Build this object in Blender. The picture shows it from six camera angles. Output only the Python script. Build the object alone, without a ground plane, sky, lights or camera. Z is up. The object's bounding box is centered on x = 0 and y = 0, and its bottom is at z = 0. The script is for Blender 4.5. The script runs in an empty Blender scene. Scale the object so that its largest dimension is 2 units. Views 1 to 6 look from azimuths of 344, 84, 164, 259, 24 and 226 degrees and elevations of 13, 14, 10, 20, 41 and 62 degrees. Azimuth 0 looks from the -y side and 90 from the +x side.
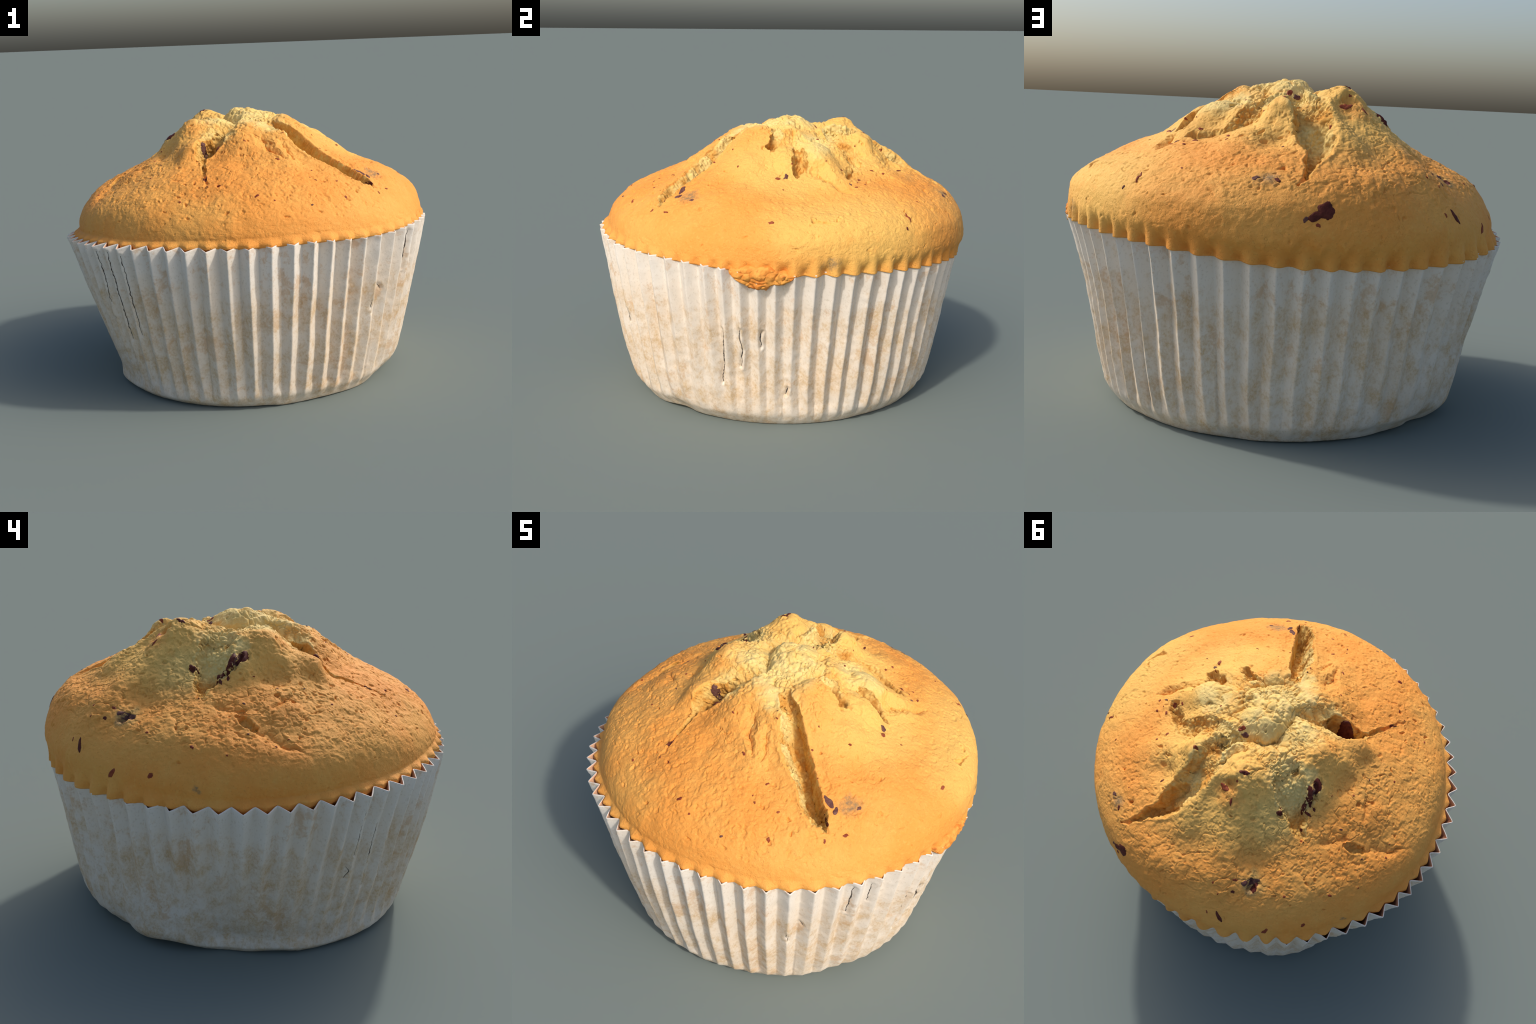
"""A baked berry muffin in a pleated paper case.
The crown is a lofted dome (meridian profiles around the axis) with modelled
cracks, lumps, pits and berries; the case is a pleated paper cup."""
import math, random
import numpy as np

# ---------------------------------------------------------------- SHAPE (numpy only)
TAU = math.tau


def pchip(xk, yk, x):
    """Monotone cubic through (xk, yk); yk may have trailing dimensions."""
    xk = np.asarray(xk, float); yk = np.asarray(yk, float)
    sh = (-1,) + (1,) * (yk.ndim - 1)
    h = np.diff(xk).reshape(sh); d = np.diff(yk, axis=0) / h
    m = np.zeros_like(yk)
    w1 = 2 * h[1:] + h[:-1]; w2 = h[1:] + 2 * h[:-1]
    with np.errstate(divide="ignore", invalid="ignore"):
        hm = (w1 + w2) / (w1 / d[:-1] + w2 / d[1:])
    m[1:-1] = np.where(d[:-1] * d[1:] > 0, hm, 0.0)
    m[0], m[-1] = d[0], d[-1]
    i = np.clip(np.searchsorted(xk, x) - 1, 0, len(xk) - 2)
    t = ((x - xk[i]) / (xk[i + 1] - xk[i])).reshape((-1,) + (1,) * (yk.ndim - 1))
    hh = (xk[i + 1] - xk[i]).reshape(t.shape)
    return ((2 * t**3 - 3 * t**2 + 1) * yk[i] + (t**3 - 2 * t**2 + t) * hh * m[i]
            + (-2 * t**3 + 3 * t**2) * yk[i + 1] + (t**3 - t**2) * hh * m[i + 1])


def around(keys, values, az):
    """Periodic smooth interpolation over azimuth in degrees."""
    k = np.asarray(keys, float); v = np.asarray(values, float)
    o = np.argsort(k); k, v = k[o], v[o]
    kk = np.concatenate([k[-2:] - 360, k, k[:2] + 360]); vv = np.concatenate([v[-2:], v, v[:2]])
    a = (np.asarray(az) + 180) % 360 - 180
    # Catmull-Rom with uneven knots
    m = np.zeros_like(vv)
    sh = (-1,) + (1,) * (vv.ndim - 1)
    m[1:-1] = (vv[2:] - vv[:-2]) / (kk[2:] - kk[:-2]).reshape(sh)
    i = np.clip(np.searchsorted(kk, a) - 1, 1, len(kk) - 3)
    h = kk[i + 1] - kk[i]; t = (a - kk[i]) / h
    e = a.shape + (1,) * (vv.ndim - 1); t = t.reshape(e); h = h.reshape(e)
    return ((2 * t**3 - 3 * t**2 + 1) * vv[i] + (t**3 - 2 * t**2 + t) * h * m[i]
            + (-2 * t**3 + 3 * t**2) * vv[i + 1] + (t**3 - t**2) * h * m[i + 1])


# Meridian profiles of the crown, azimuth -> (radius, height) from the case up to the summit
TOP = (0.0, 1.41)
MERIDIANS = {
    -175: [(.925, .80), (.93, .86), (.915, .93), (.83, 1.02), (.74, 1.07), (.66, 1.115), (.57, 1.165), (.47, 1.215), (.38, 1.305), (.28, 1.395), (.15, 1.40)],
    -150: [(.925, .81), (.917, .87), (.897, .94), (.84, 1.022), (.73, 1.092), (.60, 1.15), (.50, 1.195), (.40, 1.262), (.31, 1.32), (.20, 1.38)],
    -128: [(.925, .84), (.918, .89), (.888, .96), (.82, 1.03), (.72, 1.09), (.65, 1.125), (.51, 1.175), (.42, 1.215), (.31, 1.30), (.20, 1.365)],
    -110: [(.925, .85), (.93, .90), (.905, .96), (.82, 1.045), (.72, 1.10), (.60, 1.155), (.46, 1.225), (.33, 1.32), (.20, 1.39)],
    -87: [(.935, .84), (.94, .88), (.92, .95), (.86, 1.025), (.79, 1.075), (.72, 1.11), (.51, 1.20), (.40, 1.27), (.24, 1.37), (.12, 1.40)],
    -52: [(.95, .83), (.955, .87), (.93, .95), (.85, 1.035), (.735, 1.105), (.60, 1.17), (.50, 1.22), (.43, 1.265), (.30, 1.36), (.20, 1.40)],
    -25: [(.965, .82), (.97, .87), (.955, .93), (.92, .985), (.86, 1.04), (.74, 1.116), (.57, 1.187), (.43, 1.28), (.23, 1.41)],
    -4: [(.975, .80), (.985, .86), (.975, .945), (.892, 1.032), (.78, 1.085), (.61, 1.16), (.51, 1.205), (.41, 1.28), (.33, 1.33), (.19, 1.41)],
    15: [(.975, .80), (.985, .86), (.975, .95), (.92, 1.035), (.78, 1.09), (.61, 1.18), (.50, 1.22), (.42, 1.29), (.32, 1.345), (.20, 1.41)],
    35: [(.97, .79), (.985, .87), (.975, .95), (.917, 1.032), (.80, 1.095), (.66, 1.15), (.55, 1.18), (.44, 1.24), (.35, 1.31), (.20, 1.38)],
    55: [(.965, .78), (.985, .86), (.975, .95), (.91, 1.03), (.80, 1.095), (.66, 1.16), (.50, 1.25), (.42, 1.295), (.30, 1.355), (.15, 1.39)],
    75: [(.96, .77), (.985, .85), (.97, .95), (.90, 1.045), (.82, 1.10), (.66, 1.175), (.52, 1.27), (.43, 1.345), (.30, 1.375), (.15, 1.39)],
    95: [(.95, .77), (.98, .85), (.955, .95), (.87, 1.065), (.75, 1.120), (.63, 1.21), (.55, 1.27), (.46, 1.34), (.34, 1.39), (.20, 1.40)],
    113: [(.945, .78), (.965, .86), (.94, .92), (.84, 1.045), (.72, 1.122), (.60, 1.215), (.50, 1.31), (.42, 1.36), (.33, 1.395), (.20, 1.40)],
    128: [(.935, .79), (.95, .86), (.925, .925), (.787, 1.06), (.66, 1.13), (.55, 1.220), (.47, 1.28), (.38, 1.35), (.28, 1.39)],
    152: [(.93, .80), (.94, .855), (.91, .92), (.84, 1.015), (.73, 1.085), (.60, 1.146), (.50, 1.20), (.40, 1.29), (.30, 1.36), (.18, 1.39)],
}
def meridian_table(n=160):
    keys, rows = [], []
    for az, pts in MERIDIANS.items():
        vis = np.vstack([np.array(pts), TOP])
        L = np.concatenate([[0], np.cumsum(np.hypot(*np.diff(vis, axis=0).T))])
        keys.append(az); rows.append(pchip(L / L[-1], vis, np.linspace(0, 1, n)))
    return np.array(keys), np.array(rows)


def crown_base(n_az, n_s):
    """Smooth crown: grid of points (n_s, n_az, 3), from the visible rim up to the summit."""
    az = np.arange(n_az) * 360.0 / n_az - 180
    keys, rows = meridian_table()
    t = around(keys, rows, az)                      # (n_az, n, 2)
    s = np.linspace(0, 1, n_s)
    g = pchip(np.linspace(0, 1, t.shape[1]), np.swapaxes(t, 0, 1), s)  # (n_s, n_az, 2)
    a = np.radians(az)
    return np.stack([g[..., 0] * np.cos(a), g[..., 0] * np.sin(a), g[..., 1]], -1)


def grid_normals(P):
    du = np.roll(P, -1, 1) - np.roll(P, 1, 1)
    dv = np.gradient(P, axis=0)
    n = np.cross(du, dv)
    n /= np.linalg.norm(n, axis=-1, keepdims=True) + 1e-12
    n[-1] = (0, 0, 1)
    return n


def smooth(a, b, x):
    t = np.clip((x - a) / (b - a), 0, 1)
    return t * t * (3 - 2 * t)


# ---------------------------------------------------------------- noise
def _hash(ix, iy, iz, k):
    h = (ix * 374761393 + iy * 668265263 + iz * 2147483647 + k * 974711) & 0xFFFFFFFF
    h = ((h ^ (h >> 13)) * 1274126177) & 0xFFFFFFFF
    h = ((h ^ (h >> 16)) * 2246822519) & 0xFFFFFFFF
    return ((h ^ (h >> 15)) & 0xFFFFFF) / float(0xFFFFFF)


def vnoise(p, freq, k=0):
    """Smooth value noise in -1..1."""
    q = p * freq; i = np.floor(q).astype(np.int64); f = q - i
    f = f * f * f * (f * (f * 6 - 15) + 10)
    x, y, z = i[..., 0], i[..., 1], i[..., 2]
    r = 0
    for dx in (0, 1):
        wx = f[..., 0] if dx else 1 - f[..., 0]
        for dy in (0, 1):
            wy = f[..., 1] if dy else 1 - f[..., 1]
            for dz in (0, 1):
                wz = f[..., 2] if dz else 1 - f[..., 2]
                r = r + wx * wy * wz * _hash(x + dx, y + dy, z + dz, k)
    return r * 2 - 1


def fbm(p, freq, octaves=4, k=0, gain=.5):
    r, a, t = 0, 1.0, 0.0
    for o in range(octaves):
        r = r + a * vnoise(p, freq * 2.03 ** o, k + o); t += a; a *= gain
    return r / t


def worley(p, freq, k=0):
    """Nearest and second nearest distance, and the random value of the nearest cell."""
    q = p * freq; i = np.floor(q).astype(np.int64)
    f1 = np.full(q.shape[:-1], 9.0); f2 = f1.copy(); c = np.zeros_like(f1)
    for dx in (-1, 0, 1):
        for dy in (-1, 0, 1):
            for dz in (-1, 0, 1):
                x, y, z = i[..., 0] + dx, i[..., 1] + dy, i[..., 2] + dz
                d = np.sqrt((x + _hash(x, y, z, k) - q[..., 0]) ** 2 + (y + _hash(x, y, z, k + 1) - q[..., 1]) ** 2
                            + (z + _hash(x, y, z, k + 2) - q[..., 2]) ** 2)
                h = _hash(x, y, z, k + 3)
                near = d < f1
                f2 = np.where(near, f1, np.minimum(f2, d)); c = np.where(near, h, c); f1 = np.where(near, d, f1)
    return f1, f2, c


# ---------------------------------------------------------------- cracks, lumps and pits of the crown
# groove: points (x, y, half width, depth); left / right = how steep each wall is (0 gentle .. 0.9 sheer);
# torn = raggedness of the lips; cusp = a crease between swelling lumps instead of an open crack
GROOVES = [
    # the long split on the front right
    dict(pts=[(.105, -.215, .028, .03), (.175, -.30, .044, .095), (.243, -.392, .054, .12), (.308, -.468, .050, .12), (.362, -.534, .048, .16), (.410, -.588, .044, .16), (.452, -.624, .036, .12), (.482, -.646, .018, .06), (.497, -.65, .006, .008)], left=.86, right=.05, spread=.70, torn=.42),
    # summit fissure, from the berry hole past the top knob into the gully
    dict(pts=[(-.325, -.295, .022, .03), (-.278, -.265, .058, .105), (-.238, -.235, .062, .125), (-.19, -.185, .03, .04)], left=.45, right=.72, torn=.35),
    dict(pts=[(-.24, -.215, .06, .05), (-.14, -.15, .07, .05), (-.07, -.075, .06, .045), (-.088, .0, .06, .05), (-.115, .095, .07, .065), (-.07, .16, .06, .06), (0, .185, .06, .06), (.055, .235, .06, .06), (.07, .30, .04, .03)], cusp=.55, torn=.25),
    # its thin tail down the shaded side
    dict(pts=[(-.30, -.28, .030, .06), (-.318, -.35, .016, .030), (-.333, -.43, .016, .022), (-.345, -.50, .007, .008), (-.36, -.56, .009, .010), (-.368, -.59, .005, .003)], left=.5, right=.6, torn=.5),
    # gully at the back
    dict(pts=[(.055, .235, .05, .04), (.055, .33, .072, .045), (.05, .43, .082, .060), (.055, .53, .088, .072), (.065, .61, .082, .11), (.10, .70, .050, .095), (.15, .79, .026, .05), (.21, .865, .008, .008)], left=.30, right=.62, torn=.55),
    dict(pts=[(-.03, .27, .045, .03), (-.02, .36, .05, .04), (.02, .44, .05, .045), (.05, .52, .03, .02)], cusp=.6, torn=.5),
    # hollow behind the east lobe
    dict(pts=[(.10, .225, .03, .03), (.19, .255, .045, .03), (.26, .30, .055, .026), (.335, .33, .050, .036), (.38, .325, .035, .03), (.43, .305, .042, .055), (.475, .29, .034, .055), (.52, .262, .012, .01)], left=.62, right=.30, torn=.45),
    # broken crust edges on the sunny side
    dict(pts=[(.10, -.17, .05, .02), (.16, -.09, .05, .035), (.205, -.02, .05, .04), (.20, .05, .05, .03), (.15, .10, .04, .02)], cusp=.55, torn=.5),
    dict(pts=[(.235, -.05, .02, .025), (.30, -.072, .032, .055), (.345, -.088, .026, .06), (.385, -.105, .010, .01)], left=.3, right=.75, torn=.7),
    dict(pts=[(.20, .03, .05, .03), (.29, .015, .045, .025), (.36, .04, .04, .02)], cusp=.5, torn=.5),
    dict(pts=[(.37, .05, .018, .02), (.42, .05, .030, .05), (.46, .042, .034, .06), (.495, .032, .022, .05), (.53, .028, .008, .008)], left=.4, right=.7, torn=.7),
    dict(pts=[(.46, .085, .04, .02), (.525, .145, .045, .04), (.585, .20, .04, .035), (.64, .27, .02, .01)], cusp=.5, torn=.7),
    # pale valley with the dark slit
    dict(pts=[(-.20, .165, .06, .008), (-.29, .19, .09, .03), (-.36, .225, .088, .045), (-.43, .265, .060, .055), (-.478, .295, .036, .05), (-.508, .314, .008, .015)], left=.45, right=.55, torn=.45),
    dict(pts=[(-.385, .088, .010, .015), (-.398, .13, .014, .030), (-.41, .18, .014, .030), (-.42, .225, .008, .012)], left=.5, right=.5, torn=.5),
    # dimple on the front and small side tears
    dict(pts=[(.0, -.315, .05, .015), (0, -.385, .050, .035), (.03, -.445, .030, .032), (.072, -.495, .012, .01)], cusp=.7, torn=.5),
    dict(pts=[(.095, -.385, .02, .01), (.10, -.44, .022, .02), (.12, -.50, .012, .012)], cusp=.7, torn=.6),
    # ledges on the left flank
    dict(pts=[(-.655, .155, .014, .012), (-.695, .125, .032, .036), (-.72, .085, .022, .022)], left=.75, right=.25, torn=.5),
    dict(pts=[(-.70, .10, .05, .012), (-.745, .045, .05, .020), (-.80, -.015, .045, .022), (-.835, -.035, .03, .03), (-.865, -.09, .012, .006)], cusp=.5, torn=.8),
    dict(pts=[(-.56, .24, .03, .008), (-.60, .20, .04, .018), (-.63, .13, .03, .012)], cusp=.5, torn=.8),
    dict(pts=[(-.62, -.01, .02, .01), (-.60, -.07, .025, .02), (-.575, -.10, .015, .01)], cusp=.6, torn=.6),
    # short cracks near the rim
    dict(pts=[(.875, .045, .008, .008), (.892, .055, .014, .02), (.905, .085, .008, .012), (.905, .14, .006, .005)], left=.5, right=.5, torn=.3),
]
# lumps: x, y, radius along/across, turn in degrees, height
LUMPS = [
    (.012, .058, .10, .085, 60, .042), (.13, -.03, .09, .07, 20, .008), (.43, .16, .13, .08, 20, .032), (.27, .08, .07, .06, 20, -.03), (.44, -.02, .07, .05, 0, .03), (.27, .37, .06, .05, 50, -.02), (.165, .40, .06, .08, 70, .016), (.60, .24, .06, .05, 30, -.016), (-.45, -.03, .06, .07, 0, -.022), (.22, .57, .05, .07, 70, -.028), (-.09, .49, .05, .06, 0, -.02), (-.06, -.27, .07, .06, 0, .006), (.08, -.25, .05, .05, 0, -.02), (-.32, .66, .14, .09, 120, .024), (-.06, .65, .06, .08, 0, .016), (-.14, .36, .06, .06, 0, .025), (-.41, .46, .08, .08, 0, .006), (-.36, -.27, .06, .05, 30, .016), (.06, -.46, .12, .06, -80, .018), (-.35, -.22, .06, .05, 30, .03), (.27, -.13, .08, .09, 60, -.022), (-.39, .12, .07, .05, 60, .016), (.38, .54, .10, .08, 50, .015), (-.14, -.47, .07, .06, 0, -.015), (.155, .40, .06, .05, 70, .012),
    (-.17, .32, .09, .07, 30, .008), (-.655, -.06, .085, .06, 80, .018), (.30, -.27, .14, .05, -45, .010), (.47, -.43, .10, .06, -48, .012), (.29, .24, .07, .05, 40, .018), (-.12, .57, .06, .08, 0, -.008), (-.44, .55, .07, .06, 0, -.014), (.45, -.23, .08, .07, 0, .018), (.23, -.50, .12, .04, -48, .012),
    (.11, -.32, .09, .05, -50, .010), (-.36, -.05, .12, .08, 60, .010), (.62, .10, .16, .12, 0, -.012), (.27, .05, .08, .06, 10, .010),
]
# pits: x, y, radius, depth
PITS = [
    (.148, .045, .026, .018), (.485, .27, .030, .035), (-.49, .62, .028, .026), (-.50, .59, .02, .016), (-.13, .41, .04, .024), (-.568, -.034, .016, .014),
    (-.31, -.61, .013, .012), (-.368, .315, .018, .016), (.297, -.803, .013, .012), (-.005, -.793, .008, .008), (.578, -.624, .008, .004),
    (.35, -.13, .016, .014), (.50, -.655, .014, .008), (-.60, -.10, .014, .012), (.53, -.06, .018, .006), (.75, .52, .012, .006), (.27, .55, .018, .010),
]


def lateral(x, y, pts):
    """Distance to a polyline, side (+1 left), width, depth, all per point."""
    best = np.full(x.shape, 9.0); side = np.ones(x.shape); w = np.full(x.shape, .01); d = np.zeros(x.shape)
    for (x0, y0, w0, d0), (x1, y1, w1, d1) in zip(pts[:-1], pts[1:]):
        ux, uy = x1 - x0, y1 - y0; L2 = ux * ux + uy * uy
        t = np.clip(((x - x0) * ux + (y - y0) * uy) / L2, 0, 1)
        ex, ey = x - x0 - t * ux, y - y0 - t * uy
        e = np.hypot(ex, ey); wt = w0 + (w1 - w0) * t
        m = e / wt < best
        best = np.where(m, e / wt, best); w = np.where(m, wt, w); d = np.where(m, d0 + (d1 - d0) * t, d)
        side = np.where(m, np.sign(ux * ey - uy * ex + 1e-9), side)
    return best, side, w, d


RIM_ROUGH_AZ = [-150, -100, -60, -30, 0, 30, 60, 95, 130, 170]
RIM_ROUGH = [.52, .52, .46, .34, .32, .42, .52, .54, .54, .52]


def crown_surface(n_az, n_s):
    """Crown with all its relief; also how much each point lies inside a crack (0..1)."""
    P = crown_base(n_az, n_s); N = grid_normals(P)
    az = np.arange(n_az) * 360.0 / n_az - 180
    x, y, z = P[..., 0], P[..., 1], P[..., 2]
    warp = np.stack([vnoise(P, 28, 3), vnoise(P, 28, 4), vnoise(P, 28, 5)], -1) + .6 * np.stack([vnoise(P, 70, 6), vnoise(P, 70, 7), vnoise(P, 70, 8)], -1)
    disp = np.zeros(x.shape)
    # broad unevenness
    disp += .010 * fbm(P, 4.5, 3, 20) * smooth(.84, 1.0, z)
    for lx, ly, ra, rb, turn, h in LUMPS:
        c, s_ = math.cos(math.radians(turn)), math.sin(math.radians(turn))
        u = ((x - lx) * c + (y - ly) * s_) / ra; v = (-(x - lx) * s_ + (y - ly) * c) / rb
        disp += h * np.exp(-(u * u + v * v) ** 1.3 * .9)
    # the last part to set: swelling, folded lumps around the summit
    summit = 1 - smooth(.24, .46, np.hypot(x - .02, y - .06) + .05 * vnoise(P, 7, 24))
    f1, f2, c = worley(P + .04 * warp, 6.0, 26)
    disp += summit * .022 * (np.sqrt(np.clip(f2 - f1, 0, .55) / .55) - .75)
    crack = np.zeros(x.shape); cut = np.zeros(x.shape)
    for g in GROOVES:
        pts = g["pts"]; pad = .16
        xs = [q[0] for q in pts]; ys = [q[1] for q in pts]
        m = (x > min(xs) - pad) & (x < max(xs) + pad) & (y > min(ys) - pad) & (y < max(ys) + pad)
        wx, wy = warp[m][:, 0], warp[m][:, 1]
        k = g["torn"] * .030
        wx, wy = wx * .45 + .9 * vnoise(P[m], 13, 34), wy * .45 + .9 * vnoise(P[m], 13, 35)
        d, side, w, dep = lateral(x[m] + k * wx, y[m] + k * wy, pts)
        if "cusp" in g:
            prof = 1 - np.clip(d, 0, 1) ** g["cusp"]
            cut[m] = np.maximum(cut[m], prof * dep)
            crack[m] = np.maximum(crack[m], .5 * (1 - smooth(.10, .35, d)) * smooth(.02, .04, dep))
            continue
        d = np.where(side < 0, d * g.get("spread", 1.0), d)
        sharp = np.where(side > 0, g["left"], g["right"])
        prof = 1 - smooth(sharp * .94, 1.0, d)
        # broken ledges on the walls
        f1, f2, c = worley(P[m] + .02 * warp[m], 22, 33)
        prof = np.clip(prof + .30 * (c - .5) * 4 * prof * (1 - prof), 0, 1)
        rough = 1 + .22 * vnoise(P[m], 14, 31)
        lip = np.exp(-((d - 1.12) / .16) ** 2) * dep * .05
        cut[m] = np.maximum(cut[m], prof * dep * rough)
        disp[m] += lip
        crack[m] = np.maximum(crack[m], (1 - smooth(.84, 1.03, d)) * smooth(.012, .030, dep))
    for px, py, r, dep in PITS:
        d = np.hypot(x - px + .3 * r * warp[..., 0], y - py + .3 * r * warp[..., 1]) / r
        if dep: cut = np.maximum(cut, dep * (1 - smooth(.35, 1.05, d)))
    disp -= cut
    P = P + N * disp[..., None]
    P[-1] = P[-2].mean(0)
    N = grid_normals(P); disp = np.zeros(x.shape)
    z = P[..., 2]
    # crust texture: grainy and dimpled where the crust dried, nearly smooth near the rim
    rough = around(RIM_ROUGH_AZ, RIM_ROUGH, az)[None] * smooth(.93, 1.06, z + .04 * vnoise(P, 9, 40)) + .26
    rough *= 1 - .75 * summit
    rough = np.maximum(rough, .20 * smooth(1.16, 1.28, z))
    rough *= 1 - .6 * crack
    Q = P + .016 * warp
    disp += rough * (.0060 * fbm(P, 19, 3, 60) + .0034 * vnoise(Q, 46, 66)) + .0013 * fbm(P, 60, 2, 64)
    f1, f2, c = worley(Q * (1, 1, 1.7), 24, 50)
    disp -= rough * .0085 * (1 - smooth(.10, .40, f1)) * (c > .42) * (.4 + .6 * c)
    f1, f2, c = worley(Q * (1, 1, 1.5), 44, 54)
    disp -= rough * .0040 * (1 - smooth(.08, .40, f1)) * (c > .45)
    wr = 1 - np.abs(vnoise(Q * (1, 1, 2.2), 15, 44))
    band = around([-150, -110, -60, 0, 40, 80, 110, 150, 180], [.5, .3, .1, .1, .4, .5, .9, 1, .9], az)[None] * smooth(.96, 1.04, z) * (1 - smooth(1.18, 1.30, z))
    disp -= band * .0050 * smooth(.88, 1.0, wr)
    f1, f2, c = worley(Q, 13, 70)
    disp -= (.35 + rough) * .012 * (1 - smooth(.05, .17, f1)) * (c > .5)
    # loose crumbs inside the cracks
    f1, f2, c = worley(P, 42, 80)
    disp += crack * (.007 * (smooth(.0, .5, f2 - f1) - .5) + .016 * fbm(P, 15, 3, 84))
    disp[-1] = disp[-2].mean()
    P = P + N * disp[..., None]
    return seat_in_case(P, az), crack, rim_height(az)[None]


OVER_AZ = [-60, -25, -5, 10, 60, 110, 140, 160, -150, -100]
OVER = [.0, .0, .55, 1, 1, 1, .7, .2, 0, 0]


def seat_in_case(P, az):
    """Bring the foot of the crown to the case: behind the folds, or swelling out over the rim."""
    r = np.hypot(P[..., 0], P[..., 1]); z = P[..., 2].copy()
    zr = rim_height(az)
    z0 = z[0].copy()
    z += (zr - .020 - z0)[None] * (1 - smooth(0, .11, z - z0[None]))
    wave, _ = pleat_wave(az)
    outer = case_outer(az, zr[None])[0]
    over = np.clip(around(OVER_AZ, OVER, az), 0, 1)[None]
    k = z - zr[None]
    ridge = (1 + wave[None]) / 2
    # behind the folds, bulging a little into every pleat
    fill = around([-150, -125, -60, -20, 20, 150, 175], [.020, .026, .026, .024, .018, .017, .018], az)[None]
    inside = np.minimum(np.maximum(r, (outer - .058)[None]), (outer - .050)[None]) + fill * ridge
    # on the front the dough stands flush against the paper
    flush = np.clip(around([-150, -125, -105, -60, -25, -5, 60, 150, 180], [0, .35, .9, 1, 1, .6, 0, 0, 0], az), 0, 1)[None]
    inside = inside + (outer[None] - .013 - .022 * (1 - ridge) - inside) * flush
    # or swollen over the rim in lobes, pinched at every fold
    some = .75 + .35 * vnoise(np.stack([az / 7, 0 * az, 0 * az], -1), 1.0, 91)[None]
    soft = .5 - .5 * np.cos(math.pi * ridge)
    lobes = outer[None] + .002 - .034 * some * (1 - soft)
    pinch = .016 * np.exp(-(k / .022) ** 2) * np.clip(1 - 2.2 * ridge, 0, 1)
    want = inside + (lobes - pinch - inside) * over
    reach = .022 + .014 * flush + (.045 + .055 * ridge * some) * over
    near = 1 - smooth(0, 1, k / reach + .15 * vnoise(P, 14, 92) * over)
    r2 = r + (want - r) * near
    tuck = 1 - smooth(-.022, -.008, k)
    r2 = r2 + (np.minimum(r2, (outer - .055 - .008 * over[0])[None] + .02 * ridge * (1 - over)) - r2) * tuck
    z = z - .006 * ridge * (.6 + .6 * some) * over * near * (1 - tuck)
    a = np.arctan2(P[..., 1], P[..., 0])
    return np.stack([r2 * np.cos(a), r2 * np.sin(a), z], -1)


# ---------------------------------------------------------------- paper case
CASE_AZ = [174, 165, 151, 140, 122, 92, 73, 45, 20, -4, -26, -56, -86, -112, -140]
CASE_Z = [0.0, .03, .07, .15, .30, .50, .70, .86]
CASE_R = [  # outer radius at those heights
    [0.730, 0.752, 0.753, 0.782, 0.835, 0.909, 0.972, 1.022],
    [0.725, 0.747, 0.742, 0.768, 0.824, 0.906, 0.966, 1.020],
    [0.745, 0.785, 0.805, 0.824, 0.857, 0.914, 0.966, 1.011],
    [0.764, 0.804, 0.827, 0.845, 0.872, 0.918, 0.965, 1.010],
    [0.738, 0.765, 0.810, 0.845, 0.875, 0.915, 0.960, 1.000],
    [0.762, 0.785, 0.815, 0.838, 0.872, 0.910, 0.955, 0.995],
    [0.768, 0.790, 0.818, 0.839, 0.870, 0.907, 0.947, 0.985],
    [0.768, 0.795, 0.824, 0.850, 0.885, 0.917, 0.955, 0.989],
    [0.768, 0.795, 0.825, 0.848, 0.876, 0.912, 0.954, 0.996],
    [0.768, 0.795, 0.820, 0.840, 0.872, 0.908, 0.960, 1.010],
    [0.763, 0.794, 0.830, 0.858, 0.890, 0.932, 0.970, 1.000],
    [0.778, 0.802, 0.834, 0.860, 0.894, 0.931, 0.966, 0.992],
    [0.772, 0.795, 0.826, 0.850, 0.888, 0.925, 0.958, 0.984],
    [0.782, 0.809, 0.831, 0.850, 0.886, 0.930, 0.960, 0.979],
    [0.775, 0.807, 0.817, 0.832, 0.870, 0.912, 0.955, 0.990],
]
RIM_AZ = [-160, -143, -120, -103, -85, -68, -48, -27, -3, 14, 36, 47, 60, 71, 90, 107, 126, 140, 155, 167, 178]
RIM_Z = [.84, .85, .865, .868, .872, .86, .855, .845, .82, .817, .80, .79, .772, .757, .748, .75, .758, .775, .785, .797, .812]
# azimuths where the folds of the case point inwards
FOLDS = [-160.0, -154.2, -148.5, -143.0, -137.0, -131.4, -126.1, -120.0, -114.3, -108.4, -102.4, -95.9, -89.9, -84.3, -78.5, -72.8, -67.0, -60.8, -54.5, -48.5, -42.5, -36.7, -30.6, -24.8, -20.4, -15.4, -10.4, -5.5, 0.1, 5.7, 11.2, 16.7, 22.3, 28.0, 33.5, 39.0, 44.6, 50.8, 57.0, 63.3, 69.2, 75.0, 81.5, 87.1, 92.6, 99.0, 104.5, 110.4, 117.4, 124.4, 131.2, 137.2, 143.5, 149.4, 155.0, 161.4, 167.2, 173.0, 178.4, 183.9, 189.6, 195.2]
# how deep the pleats stay down at the foot of the case
FOOT_AZ = [-150, -120, -60, -35, -15, 10, 50, 80, 100, 130, 160, 180]
FOOT = [.7, 1.1, 1.1, .6, .5, 1.3, 1.2, 1.0, .7, .5, .25, .35]


def rim_height(az):
    return around(RIM_AZ, RIM_Z, az)


def case_outer(az, z):
    """az (n,), z (m, n) -> outer radius (m, n)."""
    rr = around(CASE_AZ, np.array(CASE_R), az)       # (n, k)
    out = np.empty_like(z)
    zk = np.array(CASE_Z)
    for j in range(z.shape[1]):
        out[:, j] = pchip(zk, rr[j], z[:, j])
    return out


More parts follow.
